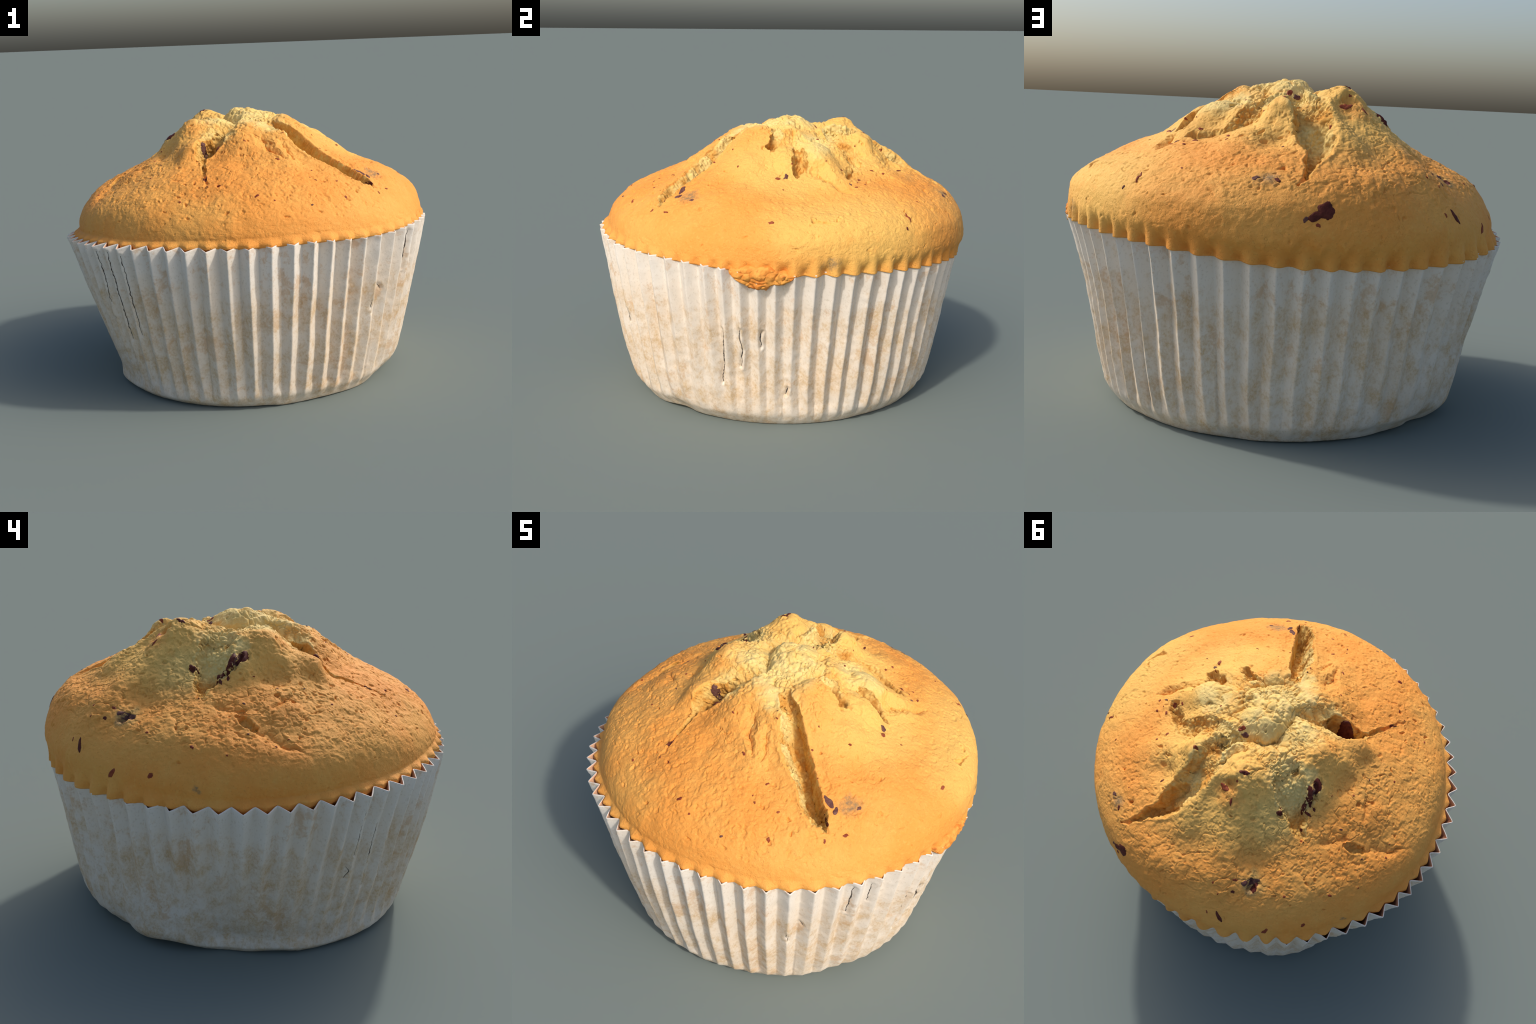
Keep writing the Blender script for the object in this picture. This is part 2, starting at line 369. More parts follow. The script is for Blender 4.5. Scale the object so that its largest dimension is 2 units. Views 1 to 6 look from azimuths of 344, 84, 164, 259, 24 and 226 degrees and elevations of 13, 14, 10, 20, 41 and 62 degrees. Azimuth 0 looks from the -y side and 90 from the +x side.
def pleat_wave(az):
    """-1 at an inward fold, +1 at an outward ridge (a rounded triangle wave), and the pleat number."""
    f = np.array(FOLDS); ff = np.concatenate([f - 360, f, f + 360])
    a = np.asarray(az, float)
    i = np.searchsorted(ff, a, side="right") - 1
    t = (a - ff[i]) / (ff[i + 1] - ff[i])
    peak = around([-180, -160, -130, -100, -70, -48, -20, 2, 150], [.5, .42, .45, .5, .5, .55, .55, .5, .5], a)
    tri = np.where(t < peak, t / peak, (1 - t) / (1 - peak)) * 2 - 1
    return np.sin(tri * math.pi / 2) * .18 + tri * .82, (i - len(f)) % len(f)


def pleat_depth(az, h):
    """Radial depth of the pleats at the share h of the rim height."""
    rng = np.random.default_rng(5)
    jit = rng.uniform(.92, 1.06, len(FOLDS)); jit2 = rng.uniform(.55, 1.3, len(FOLDS))
    _, i = pleat_wave(az)
    foot = around(FOOT_AZ, FOOT, az)[None]
    return (.018 * foot * jit2[i][None] + (.050 * jit[i][None] - .018 * foot * jit2[i][None]) * np.clip(h, 0, 1) ** 1.1)


def case_surface(n_az=62 * 20, n_z=150):
    az0 = np.arange(n_az) * 360.0 / n_az - 160
    rim = rim_height(az0)
    t = np.linspace(0, 1, n_z)[:, None]
    h = t ** 1.1
    z = h * (rim[None] + .004 * np.sin(np.radians(az0 * 7)))
    az = az0[None] + np.zeros_like(z)
    a = np.radians(az)
    Q = np.stack([np.cos(a), np.sin(a), z], -1)
    # folds wander a little on the way down
    wander = .6 * vnoise(Q, 4, 11) * (1 - h)
    w = np.empty_like(z)
    for r in range(n_z):
        w[r] = pleat_wave((az0 + wander[r] + 160) % 360 - 160)[0]
    R = case_outer(az0, z)
    dep = pleat_depth(az0, h) * np.clip((z - .012) / .10, 0, 1)
    r = R - dep * (1 - w) / 2
    r += .0035 * fbm(Q, 9, 3, 12) * np.clip(z / .05, 0, 1) + .0012 * vnoise(Q, 40, 15)
    # crumpled foot: dents and lifted stretches of the edge
    for ca, wa, cz, wz, amt in [(127, 5, .03, .10, -.020), (-44, 4, .02, .06, -.014), (165, 7, .04, .12, -.012), (-170, 6, .03, .05, .012), (-18, 6, .30, .12, -.012), (-6, 4, .22, .12, -.014), (112, 5, .03, .05, .010), (62, 4, .02, .04, -.010), (-95, 4, .0, .03, .008)]:
        da = (az - ca + 180) % 360 - 180
        r += amt * np.exp(-(da / wa) ** 2 - ((z - cz) / wz) ** 2)
    lift = .002 + .006 * vnoise(np.stack([np.cos(a), np.sin(a), 0 * a], -1), 4, 17)
    for ca, wa, amt in [(146, 9, .03), (-48, 7, .016), (112, 6, .012), (-176, 8, .010)]:
        lift += amt * np.exp(-(((az - ca + 180) % 360 - 180) / wa) ** 2)
    over = np.clip(around(OVER_AZ, OVER, az0), 0, 1)[None]
    z = z - around([-175, -150, -120, -95, -60, 0, 100, 130, 155], [.016, .016, .014, .009, .006, .004, .004, .008, .014], az0)[None] * (1 + w) / 2 * h ** 6
    zz = z + np.maximum(lift, 0) * (1 - h) ** 8 * np.clip(r, 0, 1)
    return np.stack([r * np.cos(a), r * np.sin(a), zz], -1)


def crown_skirt(zr, first_row, rows=24):
    """Hidden dough below the rim: follows the inside of the case down."""
    m = first_row.shape[0]
    az = np.arange(m) * 360.0 / m - 180
    top_z = first_row[:, 2]; top_r = np.hypot(first_row[:, 0], first_row[:, 1])
    out = []
    for q in range(rows):
        t = q / rows
        z = .45 + (top_z - .45) * t
        h = np.clip(z / zr[0], 0, 1)
        inner = case_outer(az, np.minimum(z, .86)[None])[0] - .070
        inner = np.minimum(inner, top_r)
        k = smooth(.90, 1.0, t)
        r = inner * (1 - k) + top_r * k
        out.append(np.stack([r * np.cos(np.radians(az)), r * np.sin(np.radians(az)), z], -1))
    return np.array(out)
# ---------------------------------------------------------------- END SHAPE

import bpy
from mathutils import Vector, Matrix
from mathutils.bvhtree import BVHTree

SC = bpy.context.scene


def mesh_from_grid(name, P, close_top=False, close_bottom=False, wrap=True):
    n, m = P.shape[:2]
    v = P.reshape(-1, 3).astype(np.float32)
    cols = m if wrap else m - 1
    i = np.arange(n - 1)[:, None] * m; j = np.arange(cols)[None]; k = (j + 1) % m
    q = np.stack([i + j, i + k, i + m + k, i + m + j], -1).reshape(-1, 4)
    loops = [q.ravel()]; starts = list(np.arange(len(q)) * 4); sizes = [4] * len(q)
    end = q.size
    if close_top:
        loops.append(np.arange(m) + (n - 1) * m); starts.append(end); sizes.append(m); end += m
    if close_bottom:
        loops.append(np.arange(m)[::-1]); starts.append(end); sizes.append(m); end += m
    L = np.concatenate(loops).astype(np.int32)
    me = bpy.data.meshes.new(name)
    me.vertices.add(len(v)); me.vertices.foreach_set("co", v.ravel())
    me.loops.add(len(L)); me.loops.foreach_set("vertex_index", L)
    me.polygons.add(len(starts)); me.polygons.foreach_set("loop_start", np.array(starts, np.int32)); me.polygons.foreach_set("loop_total", np.array(sizes, np.int32))
    me.update(calc_edges=True); me.validate()
    me.polygons.foreach_set("use_smooth", np.ones(len(me.polygons), bool))
    return me


# ---------------------------------------------------------------- materials
class Nodes:
    def __init__(self, name, rough=.8, spec=.25):
        self.m = bpy.data.materials.new(name); self.m.use_nodes = True
        self.t = self.m.node_tree; self.b = self.t.nodes["Principled BSDF"]
        self.b.inputs["Roughness"].default_value = rough; self.b.inputs["Specular IOR Level"].default_value = spec
        self.co = self.t.nodes.new("ShaderNodeTexCoord").outputs["Object"]

    def put(self, sock, v):
        if isinstance(v, bpy.types.NodeSocket): self.t.links.new(v, sock)
        elif isinstance(v, (tuple, list)) and len(v) == 3 and sock.type == "RGBA": sock.default_value = (*v, 1)
        else: sock.default_value = v

    def math(self, op, a, b=0.0, c=0.0, clamp=False):
        n = self.t.nodes.new("ShaderNodeMath"); n.operation = op; n.use_clamp = clamp
        for s, v in zip(n.inputs, (a, b, c)): self.put(s, v)
        return n.outputs[0]

    def vec(self, op, a, b=(0, 0, 0), out=0):
        n = self.t.nodes.new("ShaderNodeVectorMath"); n.operation = op
        self.put(n.inputs[0], a)
        if op == "SCALE": self.put(n.inputs["Scale"], b)
        else: self.put(n.inputs[1], b)
        return n.outputs[out]

    def noise(self, scale, detail=4, rough=.55, co=None, out="Fac", dist=0.0):
        n = self.t.nodes.new("ShaderNodeTexNoise")
        for k, v in (("Scale", scale), ("Detail", detail), ("Roughness", rough), ("Distortion", dist)): n.inputs[k].default_value = v
        self.put(n.inputs["Vector"], self.co if co is None else co)
        return n.outputs[out]

    def voronoi(self, scale, co=None, feature="F1"):
        n = self.t.nodes.new("ShaderNodeTexVoronoi"); n.feature = feature; n.inputs["Scale"].default_value = scale
        self.put(n.inputs["Vector"], self.co if co is None else co)
        return n.outputs["Distance"]

    def step(self, x, lo, hi, a=0.0, b=1.0):
        n = self.t.nodes.new("ShaderNodeMapRange"); n.interpolation_type = "SMOOTHSTEP"
        for s, v in zip(n.inputs, (x, lo, hi, a, b)): self.put(s, v)
        return n.outputs[0]

    def mix(self, f, a, b, kind="MIX"):
        n = self.t.nodes.new("ShaderNodeMix"); n.data_type = "RGBA"; n.blend_type = kind
        self.put(n.inputs[0], f); self.put(n.inputs[6], a); self.put(n.inputs[7], b)
        return n.outputs[2]

    def mapping(self, scale):
        n = self.t.nodes.new("ShaderNodeMapping"); n.inputs["Scale"].default_value = scale
        self.t.links.new(self.co, n.inputs["Vector"]); return n.outputs[0]

    def blob(self, centre, radii, co=None, lo=.35, hi=1.0):
        """Soft ellipsoid mask around a place on the object."""
        d = self.vec("SUBTRACT", self.co if co is None else co, centre)
        d = self.vec("DIVIDE", d, radii)
        return self.step(self.vec("LENGTH", d, out=1), lo, hi, 1.0, 0.0)

    def union(self, masks):
        r = masks[0]
        for m in masks[1:]: r = self.math("MAXIMUM", r, m)
        return r

    def bump(self, h, strength, dist):
        n = self.t.nodes.new("ShaderNodeBump"); n.inputs["Strength"].default_value = strength; n.inputs["Distance"].default_value = dist
        self.put(n.inputs["Height"], h); self.t.links.new(n.outputs[0], self.b.inputs["Normal"])

    def xyz(self):
        n = self.t.nodes.new("ShaderNodeSeparateXYZ"); self.t.links.new(self.co, n.inputs[0]); return n.outputs


ORANGE, GOLD, YELLOW = (.79, .31, .055), (.79, .37, .080), (.81, .48, .12)
CRUMB, CREAM, AMBER = (.78, .52, .16), (.80, .62, .24), (.62, .29, .055)


def warped(n, amount, scale):
    v = n.vec("SUBTRACT", n.noise(scale, 3, .6, out="Color"), (.5, .5, .5))
    return n.vec("ADD", n.co, n.vec("SCALE", v, amount))


def crust_material():
    n = Nodes("crust", .72, .25)
    w = warped(n, .16, 7.0); w2 = warped(n, .09, 22.0)
    patch = n.noise(2.6, 4, .6); mott = n.noise(11, 5, .65); fine = n.noise(70, 3, .6)
    col = n.mix(n.step(patch, .36, .66), ORANGE, GOLD)
    # paler yellow over the back corner and the upper slopes
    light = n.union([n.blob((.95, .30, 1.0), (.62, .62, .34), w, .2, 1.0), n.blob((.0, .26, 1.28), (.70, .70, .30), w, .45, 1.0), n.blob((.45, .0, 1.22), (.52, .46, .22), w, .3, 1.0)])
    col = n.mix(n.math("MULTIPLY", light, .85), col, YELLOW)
    # extra browned spots
    brown = n.union([n.blob((-.66, -.06, 1.13), (.15, .12, .10), w2), n.blob((-.86, .02, 1.0), (.16, .30, .08), w2, .2), n.blob((-.40, -.62, 1.10), (.34, .18, .08), w, .2), n.blob((-.32, -.14, 1.37), (.10, .12, .08), w2), n.blob((-.14, .45, 1.33), (.11, .08, .08), w2)])
    col = n.mix(n.math("MULTIPLY", brown, .5), col, (.74, .27, .045))
    # pale summit where the crust stretched open last
    pale = n.union([n.blob((-.02, -.02, 1.42), (.30, .30, .12), w2, .55), n.blob((-.30, .17, 1.32), (.20, .15, .14), w2, .5), n.blob((.06, .34, 1.33), (.12, .26, .16), w2, .5),
                    n.blob((.33, .12, 1.32), (.22, .15, .10), w2, .4), n.blob((-.20, -.20, 1.33), (.12, .12, .10), w2, .4), n.blob((.08, -.24, 1.35), (.13, .10, .07), w2, .4)])
    col = n.mix(n.math("MULTIPLY", pale, .92), col, n.mix(n.step(mott, .35, .65), CRUMB, CREAM))
    # greenish grey bloom of juice next to berries
    green = n.union([n.blob((-.33, .21, 1.28), (.13, .12, .10), w2, .2), n.blob((-.47, .60, 1.05), (.11, .09, .06), w2, .2), n.blob((-.35, .36, 1.22), (.26, .18, .16), w, .1)])
    col = n.mix(n.math("MULTIPLY", green, .5), col, (.56, .45, .15))
    grey = n.union([n.blob((.545, -.505, 1.10), (.085, .075, .05), w2, .2), n.blob((.32, .82, 1.06), (.065, .05, .05), w2, .3), n.blob((.985, .12, .86), (.05, .07, .045), w2, .2), n.blob((-.465, .625, 1.045), (.085, .06, .05), w2, .3), n.blob((-.87, .348, .868), (.03, .026, .02), w2, .2)])
    speck = n.step(n.noise(55, 4, .75), .40, .62)
    col = n.mix(n.math("MULTIPLY", grey, n.math("MULTIPLY_ADD", speck, .5, .35)), col, (.20, .15, .085))
    # small warm and dark grain
    col = n.mix(n.math("MULTIPLY", n.step(mott, .52, .80), .35), col, (.78, .26, .038))
    col = n.mix(n.math("MULTIPLY", n.step(fine, .50, .78), .22), col, (.84, .54, .15))
    col = n.mix(n.math("MULTIPLY", n.step(n.voronoi(46, w2), .16, .05), .35), col, (.36, .16, .035))
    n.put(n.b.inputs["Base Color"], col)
    pores = n.math("MULTIPLY", n.step(n.voronoi(75, w2), .10, .34), n.step(n.noise(6, 3), .35, .55, .4, 1.0))
    h = n.math("ADD", n.math("MULTIPLY", n.noise(62, 4, .65), .8), n.math("MULTIPLY", n.noise(150, 3, .6), .4))
    h = n.math("ADD", h, n.math("MULTIPLY", pores, .45))
    n.bump(h, .5, .008)
    return n.m


def crumb_material():
    n = Nodes("crumb", .85, .15)
    w = warped(n, .05, 30)
    a = n.noise(16, 5, .65, w); b = n.noise(60, 4, .7)
    col = n.mix(n.step(a, .34, .68), AMBER, CRUMB)
    top = n.union([n.blob((0, .1, 1.38), (.42, .36, .12), w, .6), n.blob((.06, .55, 1.2), (.10, .18, .10), w, .4), n.blob((.15, -.31, 1.27), (.07, .07, .14), w, .5), n.blob((.21, -.41, 1.17), (.06, .07, .14), w, .5), n.blob((.275, -.485, 1.11), (.055, .06, .13), w, .5), n.blob((.345, -.555, 1.05), (.05, .05, .12), w, .5), n.blob((-.36, .22, 1.28), (.16, .14, .14), w, .5)])
    col = n.mix(n.math("MULTIPLY", top, .8), col, CREAM)
    col = n.mix(n.math("MULTIPLY", n.step(b, .55, .75), .35), col, (.42, .19, .035))
    n.put(n.b.inputs["Base Color"], col)
    n.bump(n.math("ADD", n.noise(80, 4, .7), n.math("MULTIPLY", n.voronoi(60), .6)), .5, .008)
    return n.m


def paper_material(inside=False):
    n = Nodes("greased_paper" if inside else "paper", .75, .2)
    w = warped(n, .10, 9)
    if inside:
        col = n.mix(n.noise(8, 4), (.74, .48, .33), (.68, .38, .22))
    else:
        z = n.xyz()[2]
        big = n.noise(6, 5, .70, w, dist=.4); mid = n.noise(21, 6, .76, n.mapping((1, 1, .7)))
        fibre = n.noise(95, 4, .7, n.mapping((1, 1, .8)))
        col = n.mix(n.step(n.noise(3, 3), .35, .65), n.mix(n.step(z, .52, .80), (.775, .685, .575), (.79, .73, .65)), n.mix(n.step(z, .52, .80), (.775, .66, .53), (.78, .69, .58)))
        # grease soaked through from the cake, less towards the rim
        amount = n.math("ADD", n.math("MULTIPLY", big, .42), n.math("MULTIPLY", mid, .62))
        amount = n.math("SUBTRACT", amount, n.math("MULTIPLY", n.step(z, .50, .76), .13))
        soak = n.step(amount, .43, .67)
        soak = n.math("MULTIPLY", soak, n.step(fibre, .30, .60, .4, 1.0))
        col = n.mix(n.math("MULTIPLY", soak, .85), col, n.mix(n.noise(6, 3), (.57, .39, .165), (.62, .40, .20)))
        warm = n.step(n.math("ADD", n.noise(7, 5, .7, w), n.math("MULTIPLY", fibre, .12)), .60, .74)
        col = n.mix(n.math("MULTIPLY", warm, .55), col, (.61, .37, .175))
        col = n.mix(n.math("MULTIPLY", n.step(fibre, .52, .72), .42), col, (.47, .38, .27))
    n.put(n.b.inputs["Base Color"], col)
    n.bump(n.noise(60, 5, .7), .25, .006)
    return n.m


def berry_material(name, dark, light, rough=.6):
    n = Nodes(name, rough, .15)
    f = n.noise(40, 4, .65)
    n.put(n.b.inputs["Base Color"], n.mix(n.step(f, .35, .68), dark, light))
    n.bump(n.noise(90, 3, .6), .4, .005)
    return n.m


def spill_material():
    n = Nodes("overflow_crust", .75, .2)
    w = warped(n, .05, 30)
    col = n.mix(n.step(n.noise(14, 5, .65, w), .36, .64), (.66, .22, .035), (.78, .36, .075))
    col = n.mix(n.math("MULTIPLY", n.step(n.noise(30, 4, .7), .56, .70), .6), col, (.42, .10, .02))
    n.put(n.b.inputs["Base Color"], col)
    n.bump(n.noise(60, 4, .7), .5, .008)
    return n.m


CRUST, CRUMBS = crust_material(), crumb_material()
PAPER, PAPER_IN = paper_material(), paper_material(True)
BERRY = berry_material("berry_skin", (.075, .014, .010), (.135, .032, .020))
RED = berry_material("red_berry", (.22, .040, .018), (.30, .075, .03), .55)
PURPLE = berry_material("berry_flesh", (.10, .035, .032), (.17, .08, .06), .6)
FOLD_SHADOW = berry_material("painted_fold_shadow", (.06, .05, .045), (.12, .10, .085), .9)

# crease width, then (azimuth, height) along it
FOLD_LINES = [
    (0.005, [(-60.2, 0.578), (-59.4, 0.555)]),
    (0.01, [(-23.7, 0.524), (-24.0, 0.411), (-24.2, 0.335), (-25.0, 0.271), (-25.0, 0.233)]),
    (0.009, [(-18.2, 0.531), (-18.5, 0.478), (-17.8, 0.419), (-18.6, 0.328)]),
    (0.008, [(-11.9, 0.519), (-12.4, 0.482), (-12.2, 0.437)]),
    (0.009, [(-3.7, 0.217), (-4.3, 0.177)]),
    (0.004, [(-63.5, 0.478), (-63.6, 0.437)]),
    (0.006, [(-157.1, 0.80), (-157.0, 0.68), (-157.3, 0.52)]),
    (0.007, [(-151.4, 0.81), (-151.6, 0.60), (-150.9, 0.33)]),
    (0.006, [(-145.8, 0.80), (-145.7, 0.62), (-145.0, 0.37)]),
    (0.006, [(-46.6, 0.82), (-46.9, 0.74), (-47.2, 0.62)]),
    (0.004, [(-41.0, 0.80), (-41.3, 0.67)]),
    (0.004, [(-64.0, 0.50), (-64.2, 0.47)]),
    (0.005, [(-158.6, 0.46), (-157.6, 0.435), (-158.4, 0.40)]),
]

# ---------------------------------------------------------------- objects
root = bpy.data.objects.new("muffin", None)
SC.collection.objects.link(root)
root["label"] = "golden berry muffin with cracked domed top in white pleated paper case"
root["category"] = "muffin"


def add(name, me, parent=root, *mats):
    o = bpy.data.objects.new(name, me); SC.collection.objects.link(o); o.parent = parent
    for m in mats: me.materials.append(m)
    return o


N_AZ, N_S = 1560, 430
P, crack, zr = crown_surface(N_AZ, N_S)
P = P[:-1]; crack = crack[:-1]
skirt = crown_skirt(zr, P[0])
allP = np.concatenate([skirt, P]); allC = np.concatenate([np.zeros(skirt.shape[:2]), crack])
me = mesh_from_grid("crown", allP, close_top=True, close_bottom=True)
crown = add("crown", me, root, CRUST, CRUMBS)
# torn crack walls show crumb instead of crust
ctr = (allP[:-1] + allP[1:]) / 2
edge = (allC[:-1] + allC[1:]) / 2 + .22 * vnoise(ctr, 55, 90)
idx = np.zeros(len(me.polygons), np.int32); idx[: edge.size] = (edge.ravel() > .5).astype(np.int32)
me.polygons.foreach_set("material_index", idx)

cs = case_surface()
cs_az = np.degrees(np.arctan2(cs[..., 1], cs[..., 0])); cs_r = np.hypot(cs[..., 0], cs[..., 1])
push = np.zeros(cs_r.shape)
for w_, path in FOLD_LINES:   # the paper buckles inwards along each crease, with a raised edge beside it
    best = np.full(cs_r.shape, 9.0); sgn = np.zeros(cs_r.shape)
    for (a0, z0), (a1, z1) in zip(path[:-1], path[1:]):
        u0, u1 = math.radians(a0) * .93, math.radians(a1) * .93
        uu = np.radians(cs_az) * .93
        L2 = (u1 - u0) ** 2 + (z1 - z0) ** 2 + 1e-9
        t = np.clip(((uu - u0) * (u1 - u0) + (cs[..., 2] - z0) * (z1 - z0)) / L2, 0, 1)
        e = np.hypot(uu - u0 - t * (u1 - u0), cs[..., 2] - z0 - t * (z1 - z0))
        sgn = np.where(e < best, np.sign(uu - u0 - t * (u1 - u0)), sgn); best = np.minimum(best, e)
    push += .9 * w_ * (-1.5 * np.exp(-(best / .009) ** 2) + .5 * np.exp(-((best - .014) / .008) ** 2) * (sgn > 0))
cs_r2 = cs_r + push
cs = np.stack([cs[..., 0] * cs_r2 / cs_r, cs[..., 1] * cs_r2 / cs_r, cs[..., 2]], -1)
case = add("paper_case", mesh_from_grid("paper_case", cs, close_bottom=True), root, PAPER, PAPER_IN)
so = case.modifiers.new("thickness", "SOLIDIFY"); so.thickness = .0045; so.offset = -1; so.material_offset = 1; so.material_offset_rim = 0

sub = np.concatenate([allP[::2, ::2]])
m2 = sub.shape[1]
ii = np.arange(sub.shape[0] - 1)[:, None] * m2; jj = np.arange(m2)[None]; kk = (jj + 1) % m2
tree = BVHTree.FromPolygons(sub.reshape(-1, 3).tolist(), np.stack([ii + jj, ii + kk, ii + m2 + kk, ii + m2 + jj], -1).reshape(-1, 4).tolist())


def settle(name, centre, length, width, turn, mat, thick=.006, seed=0, parent=crown):
    """An irregular flat bit of fruit lying in the crust: its edge sinks under the surface."""
    rng = np.random.default_rng(1000 + seed)
    loc, nor, _, _ = tree.find_nearest(Vector(centre))
    # tangent frame from a wider neighbourhood, 'up the slope' is the zero direction
    nor = Vector((loc.x * .6, loc.y * .6, .55)).normalized() * .6 + nor * .4; nor.normalize()
    side = Vector((-loc.y, loc.x, 0)).normalized(); up = nor.cross(side).normalized(); side = up.cross(nor)
    a = math.radians(turn); ax = side * math.cos(a) + up * math.sin(a); ay = nor.cross(ax)
    m, rings = 22, 6
    ph = rng.uniform(0, TAU, 4); am = rng.uniform(.02, .12, 4); length *= 1.4; width *= 1.4
    rows = []
    for k in range(rings):
        t = 1 - k / rings
        row = []
        for j in range(m):
            th = j / m * TAU
            rr = 1 + sum(am[q] * math.cos((q + 2) * th + ph[q]) for q in range(4))
            p = loc + ax * (math.cos(th) * rr * t * length / 2) + ay * (math.sin(th) * rr * t * width / 2)
            hit = tree.ray_cast(p + nor * .06, -nor, .14)
            q = hit[0] if hit[0] is not None else p
            row.append(q + nor * (thick * ((1 - t ** 4) * (1 + .12 * rng.uniform(-1, 1)) - .35 * (k == 0))))
        rows.append(row)
    o = add(name, mesh_from_grid(name, np.array(rows), close_top=True), parent, mat)
    return o


# bigger bits of fruit: place, length, width, turn, kind
BITS = [
    ((.128, .950, .962), .052, .046, 20, BERRY), ((.168, .950, .938), .050, .024, 25, BERRY), ((.205, .945, .925), .020, .011, 60, PURPLE), ((.160, .955, .905), .014, .011, 0, RED),
    ((-.456, .806, .921), .050, .017, 120, BERRY), ((-.652, .682, .862), .034, .018, 60, RED), ((-.769, .527, .892), .020, .015, 70, RED), ((-.40, .83, .93), .016, .007, 110, RED),
    ((-.107, .452, 1.342), .040, .024, 0, RED), ((-.178, .463, 1.312), .028, .010, 100, RED), ((-.145, .335, 1.40), .036, .018, 10, BERRY), ((-.368, .315, 1.241), .028, .026, 0, BERRY),
    ((-.390, .098, 1.29), .060, .030, 60, BERRY), ((-.402, .150, 1.27), .085, .026, 75, BERRY), ((-.416, .212, 1.235), .060, .015, 60, BERRY), ((-.395, .125, 1.28), .05, .03, 20, PURPLE), ((-.44, .20, 1.2), .03, .012, 130, BERRY), ((-.452, .165, 1.22), .020, .010, 100, BERRY),
    ((-.455, .280, 1.17), .022, .014, 90, BERRY), ((.063, .170, 1.372), .034, .018, 80, RED), ((.03, .185, 1.36), .03, .02, 40, PURPLE), ((.150, .405, 1.345), .020, .014, 0, RED),
    ((.532, -.045, 1.196), .026, .018, 70, PURPLE), ((.545, -.078, 1.19), .024, .016, 40, RED), ((.867, -.142, 1.032), .022, .013, 10, RED), ((.578, -.624, 1.034), .020, .012, 0, RED),
    ((.297, -.803, 1.039), .012, .020, 0, RED), ((-.154, -.765, 1.069), .020, .014, 40, RED), ((.590, -.500, 1.095), .017, .012, 0, PURPLE), ((.458, -.535, 1.10), .05, .022, 110, PURPLE), ((.50, -.56, 1.08), .03, .016, 60, PURPLE),
    ((.468, -.600, 1.06), .045, .018, 120, BERRY), ((-.258, -.252, 1.20), .075, .060, 20, BERRY), ((-.240, -.225, 1.24), .045, .030, 0, PURPLE), ((.755, .522, 1.032), .034, .011, 95, RED), ((.80, .50, .98), .016, .008, 90, BERRY),
    ((.500, .270, 1.17), .024, .014, 0, RED), ((.50, .33, 1.17), .020, .010, 20, RED), ((.36, .80, 1.06), .024, .015, 40, PURPLE), ((.285, .835, 1.06), .022, .013, 130, BERRY), ((-.47, .600, 1.05), .055, .026, 10, PURPLE),
    ((-.515, .592, 1.02), .026, .046, 10, BERRY), ((-.43, .69, 1.03), .016, .012, 0, BERRY), ((-.40, .65, 1.06), .020, .010, 0, RED), ((-.31, -.61, 1.115), .016, .010, 0, RED), ((.20, .60, 1.16), .018, .010, 100, BERRY),
    ((.46, .235, 1.2), .016, .010, 30, RED), ((.41, .47, 1.2), .012, .010, 0, RED), ((.55, .36, 1.17), .012, .010, 0, RED), ((.60, .30, 1.17), .014, .009, 0, RED), ((-.34, -.50, 1.13), .03, .012, 90, BERRY),
]
for k, (c, l, w_, tn, mt) in enumerate(BITS):
    settle("berry_bit", c, l, w_, tn, mt,   .0025 if max(l, w_) < .03 else .004 if max(l, w_) < .058 else .007 if max(l, w_) != .075 else .016, k)

# many tiny specks of fruit skin
rng = np.random.default_rng(77)
specks = []
for k in range(44):
    a = rng.uniform(0, TAU); r = math.sqrt(rng.uniform(.08, .95)) * .93
    s_ = rng.uniform(.004, .010)
    o = settle("fruit_speck", (r * math.cos(a), r * math.sin(a), 1.45 - .5 * r ** 1.6), s_ * rng.uniform(1, 2), s_, rng.uniform(0, 180), RED if rng.random() < .85 else PURPLE, .002, 300 + k)
    o["kind"] = "stuff"
    specks.append(o)


# ---------------------------------------------------------------- dark ribbons modelled for the shadow inside deep paper folds
cm = cs.shape[1]
ii = np.arange(cs.shape[0] - 1)[:, None] * cm; jj = np.arange(cm)[None]; kk = (jj + 1) % cm
ctree = BVHTree.FromPolygons(cs.reshape(-1, 3).tolist(), np.stack([ii + jj, ii + kk, ii + cm + kk, ii + cm + jj], -1).reshape(-1, 4).tolist())


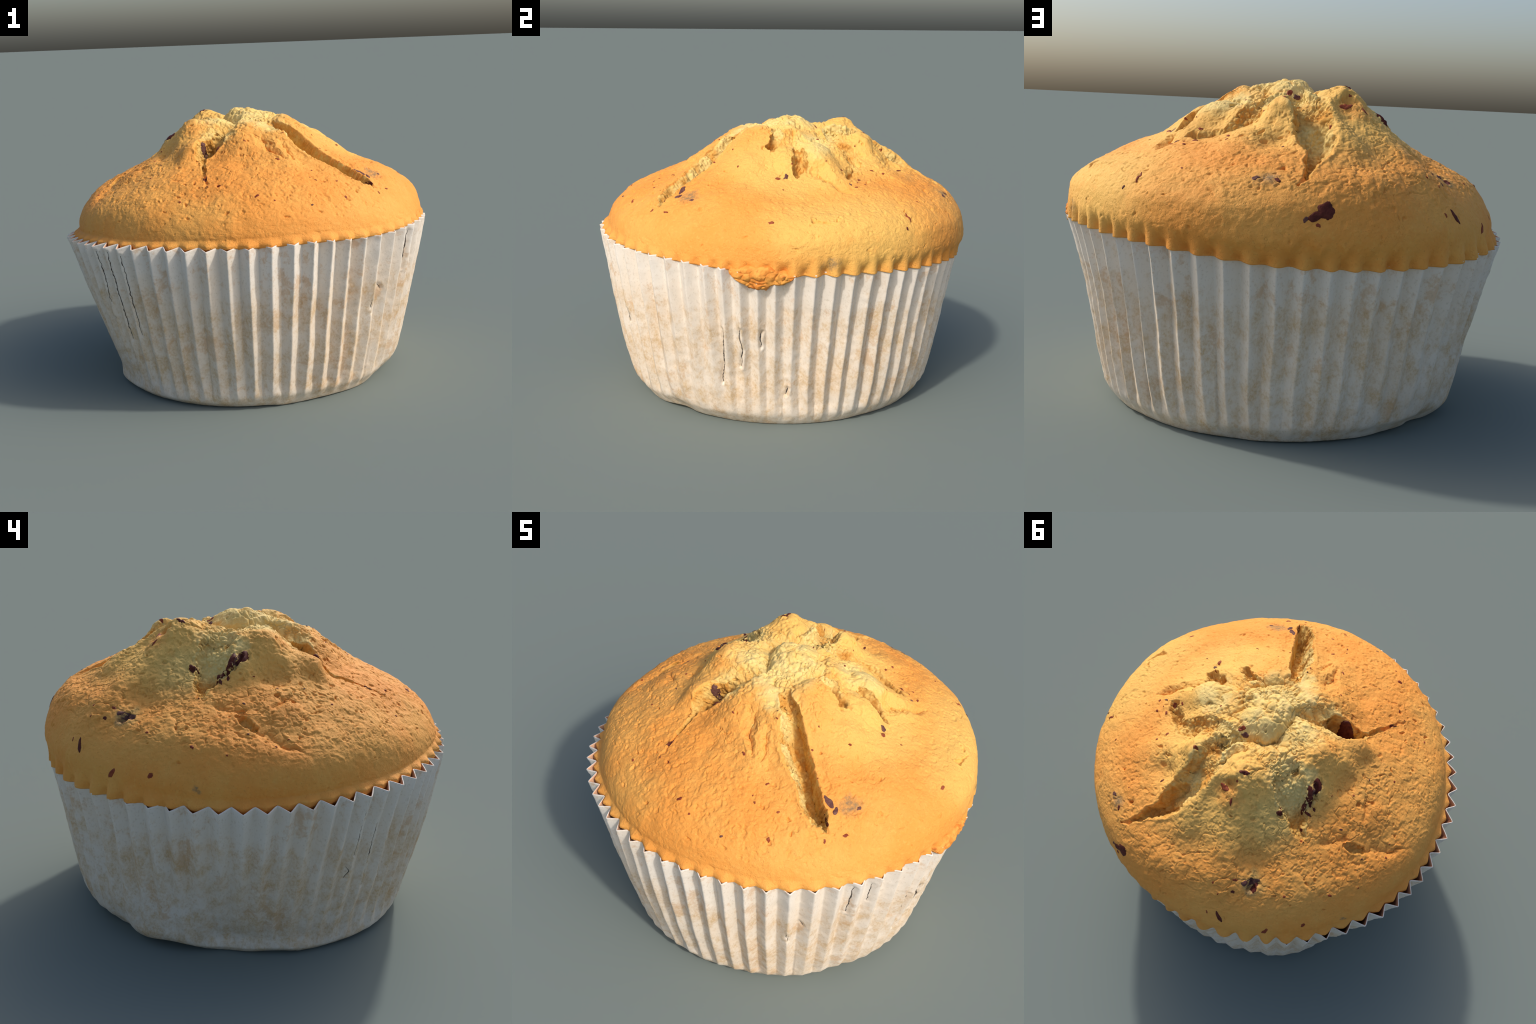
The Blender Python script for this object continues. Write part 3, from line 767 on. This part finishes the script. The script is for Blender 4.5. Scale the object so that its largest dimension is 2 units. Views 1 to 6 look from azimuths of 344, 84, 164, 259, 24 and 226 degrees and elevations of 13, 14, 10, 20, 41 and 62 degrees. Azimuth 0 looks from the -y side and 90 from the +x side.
def shadow_strip(path, width, seed):
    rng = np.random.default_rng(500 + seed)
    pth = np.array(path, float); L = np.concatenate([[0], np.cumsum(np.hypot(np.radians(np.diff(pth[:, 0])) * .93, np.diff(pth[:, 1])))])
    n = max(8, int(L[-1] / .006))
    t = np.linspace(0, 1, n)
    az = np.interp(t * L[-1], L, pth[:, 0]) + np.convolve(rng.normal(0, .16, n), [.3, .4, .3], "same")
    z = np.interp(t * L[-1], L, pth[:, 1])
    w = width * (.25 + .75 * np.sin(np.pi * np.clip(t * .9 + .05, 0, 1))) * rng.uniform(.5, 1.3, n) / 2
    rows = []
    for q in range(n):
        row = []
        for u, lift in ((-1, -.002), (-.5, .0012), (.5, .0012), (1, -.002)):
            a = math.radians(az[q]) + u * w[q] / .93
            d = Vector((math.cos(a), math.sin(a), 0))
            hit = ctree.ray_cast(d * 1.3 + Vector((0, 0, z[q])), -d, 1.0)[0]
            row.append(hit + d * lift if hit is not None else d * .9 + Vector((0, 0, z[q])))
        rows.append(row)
    return add("fold_shadow_strip", mesh_from_grid("fold_shadow_strip", np.array(rows)[:, ::1], wrap=False), case, FOLD_SHADOW)


for k, (w_, path) in enumerate(FOLD_LINES):
    shadow_strip(path, w_, k)

# ---------------------------------------------------------------- crumb that ran over the rim
ga, gu = np.meshgrid(np.linspace(-22.5, -.5, 150), np.linspace(0, 1, 90))
s0 = np.clip(1 - ((ga + 11.2) / 10.0) ** 2, 0, 1)
low = .825 - .085 * s0 ** .9 + (.030 * vnoise(np.stack([np.radians(ga), 0 * ga, 0 * ga], -1), 14, 140) + .008 * vnoise(np.stack([np.radians(ga), 0 * ga, 0 * ga], -1), 45, 145)) * s0 ** .5
zz = .905 + (low - .905) * gu
pos = np.stack([np.cos(np.radians(ga)), np.sin(np.radians(ga)), zz], -1)
wp = np.stack([vnoise(pos, 20, 141), vnoise(pos, 20, 142), vnoise(pos, 20, 143)], -1)
f1, f2, c = worley(pos * (1, 1, 1.5) + .03 * wp, 17, 144)
edge = smooth(0, .16, 1 - gu) * smooth(0, .25, s0)
thick = edge * (.016 + .012 * (np.sqrt(np.clip(f2 - f1, 0, .6) / .6) - .5) * smooth(.25, .6, gu) + .008 * fbm(pos, 26, 3, 146)) - (1 - edge) * .03
outer = np.array([case_outer(ga[0], np.minimum(zz[r:r + 1], .86))[0] for r in range(zz.shape[0])])
rr = outer - .012 - .030 * smooth(.80, .90, zz) - .07 * (1 - smooth(.12, .42, gu - .42 * (1 - s0) + .10 * vnoise(pos, 11, 147))) + thick
spill = np.stack([rr * np.cos(np.radians(ga)), rr * np.sin(np.radians(ga)), zz], -1)
add("overflow_crumb", mesh_from_grid("overflow_crumb", spill[::-1], wrap=False), crown, spill_material())
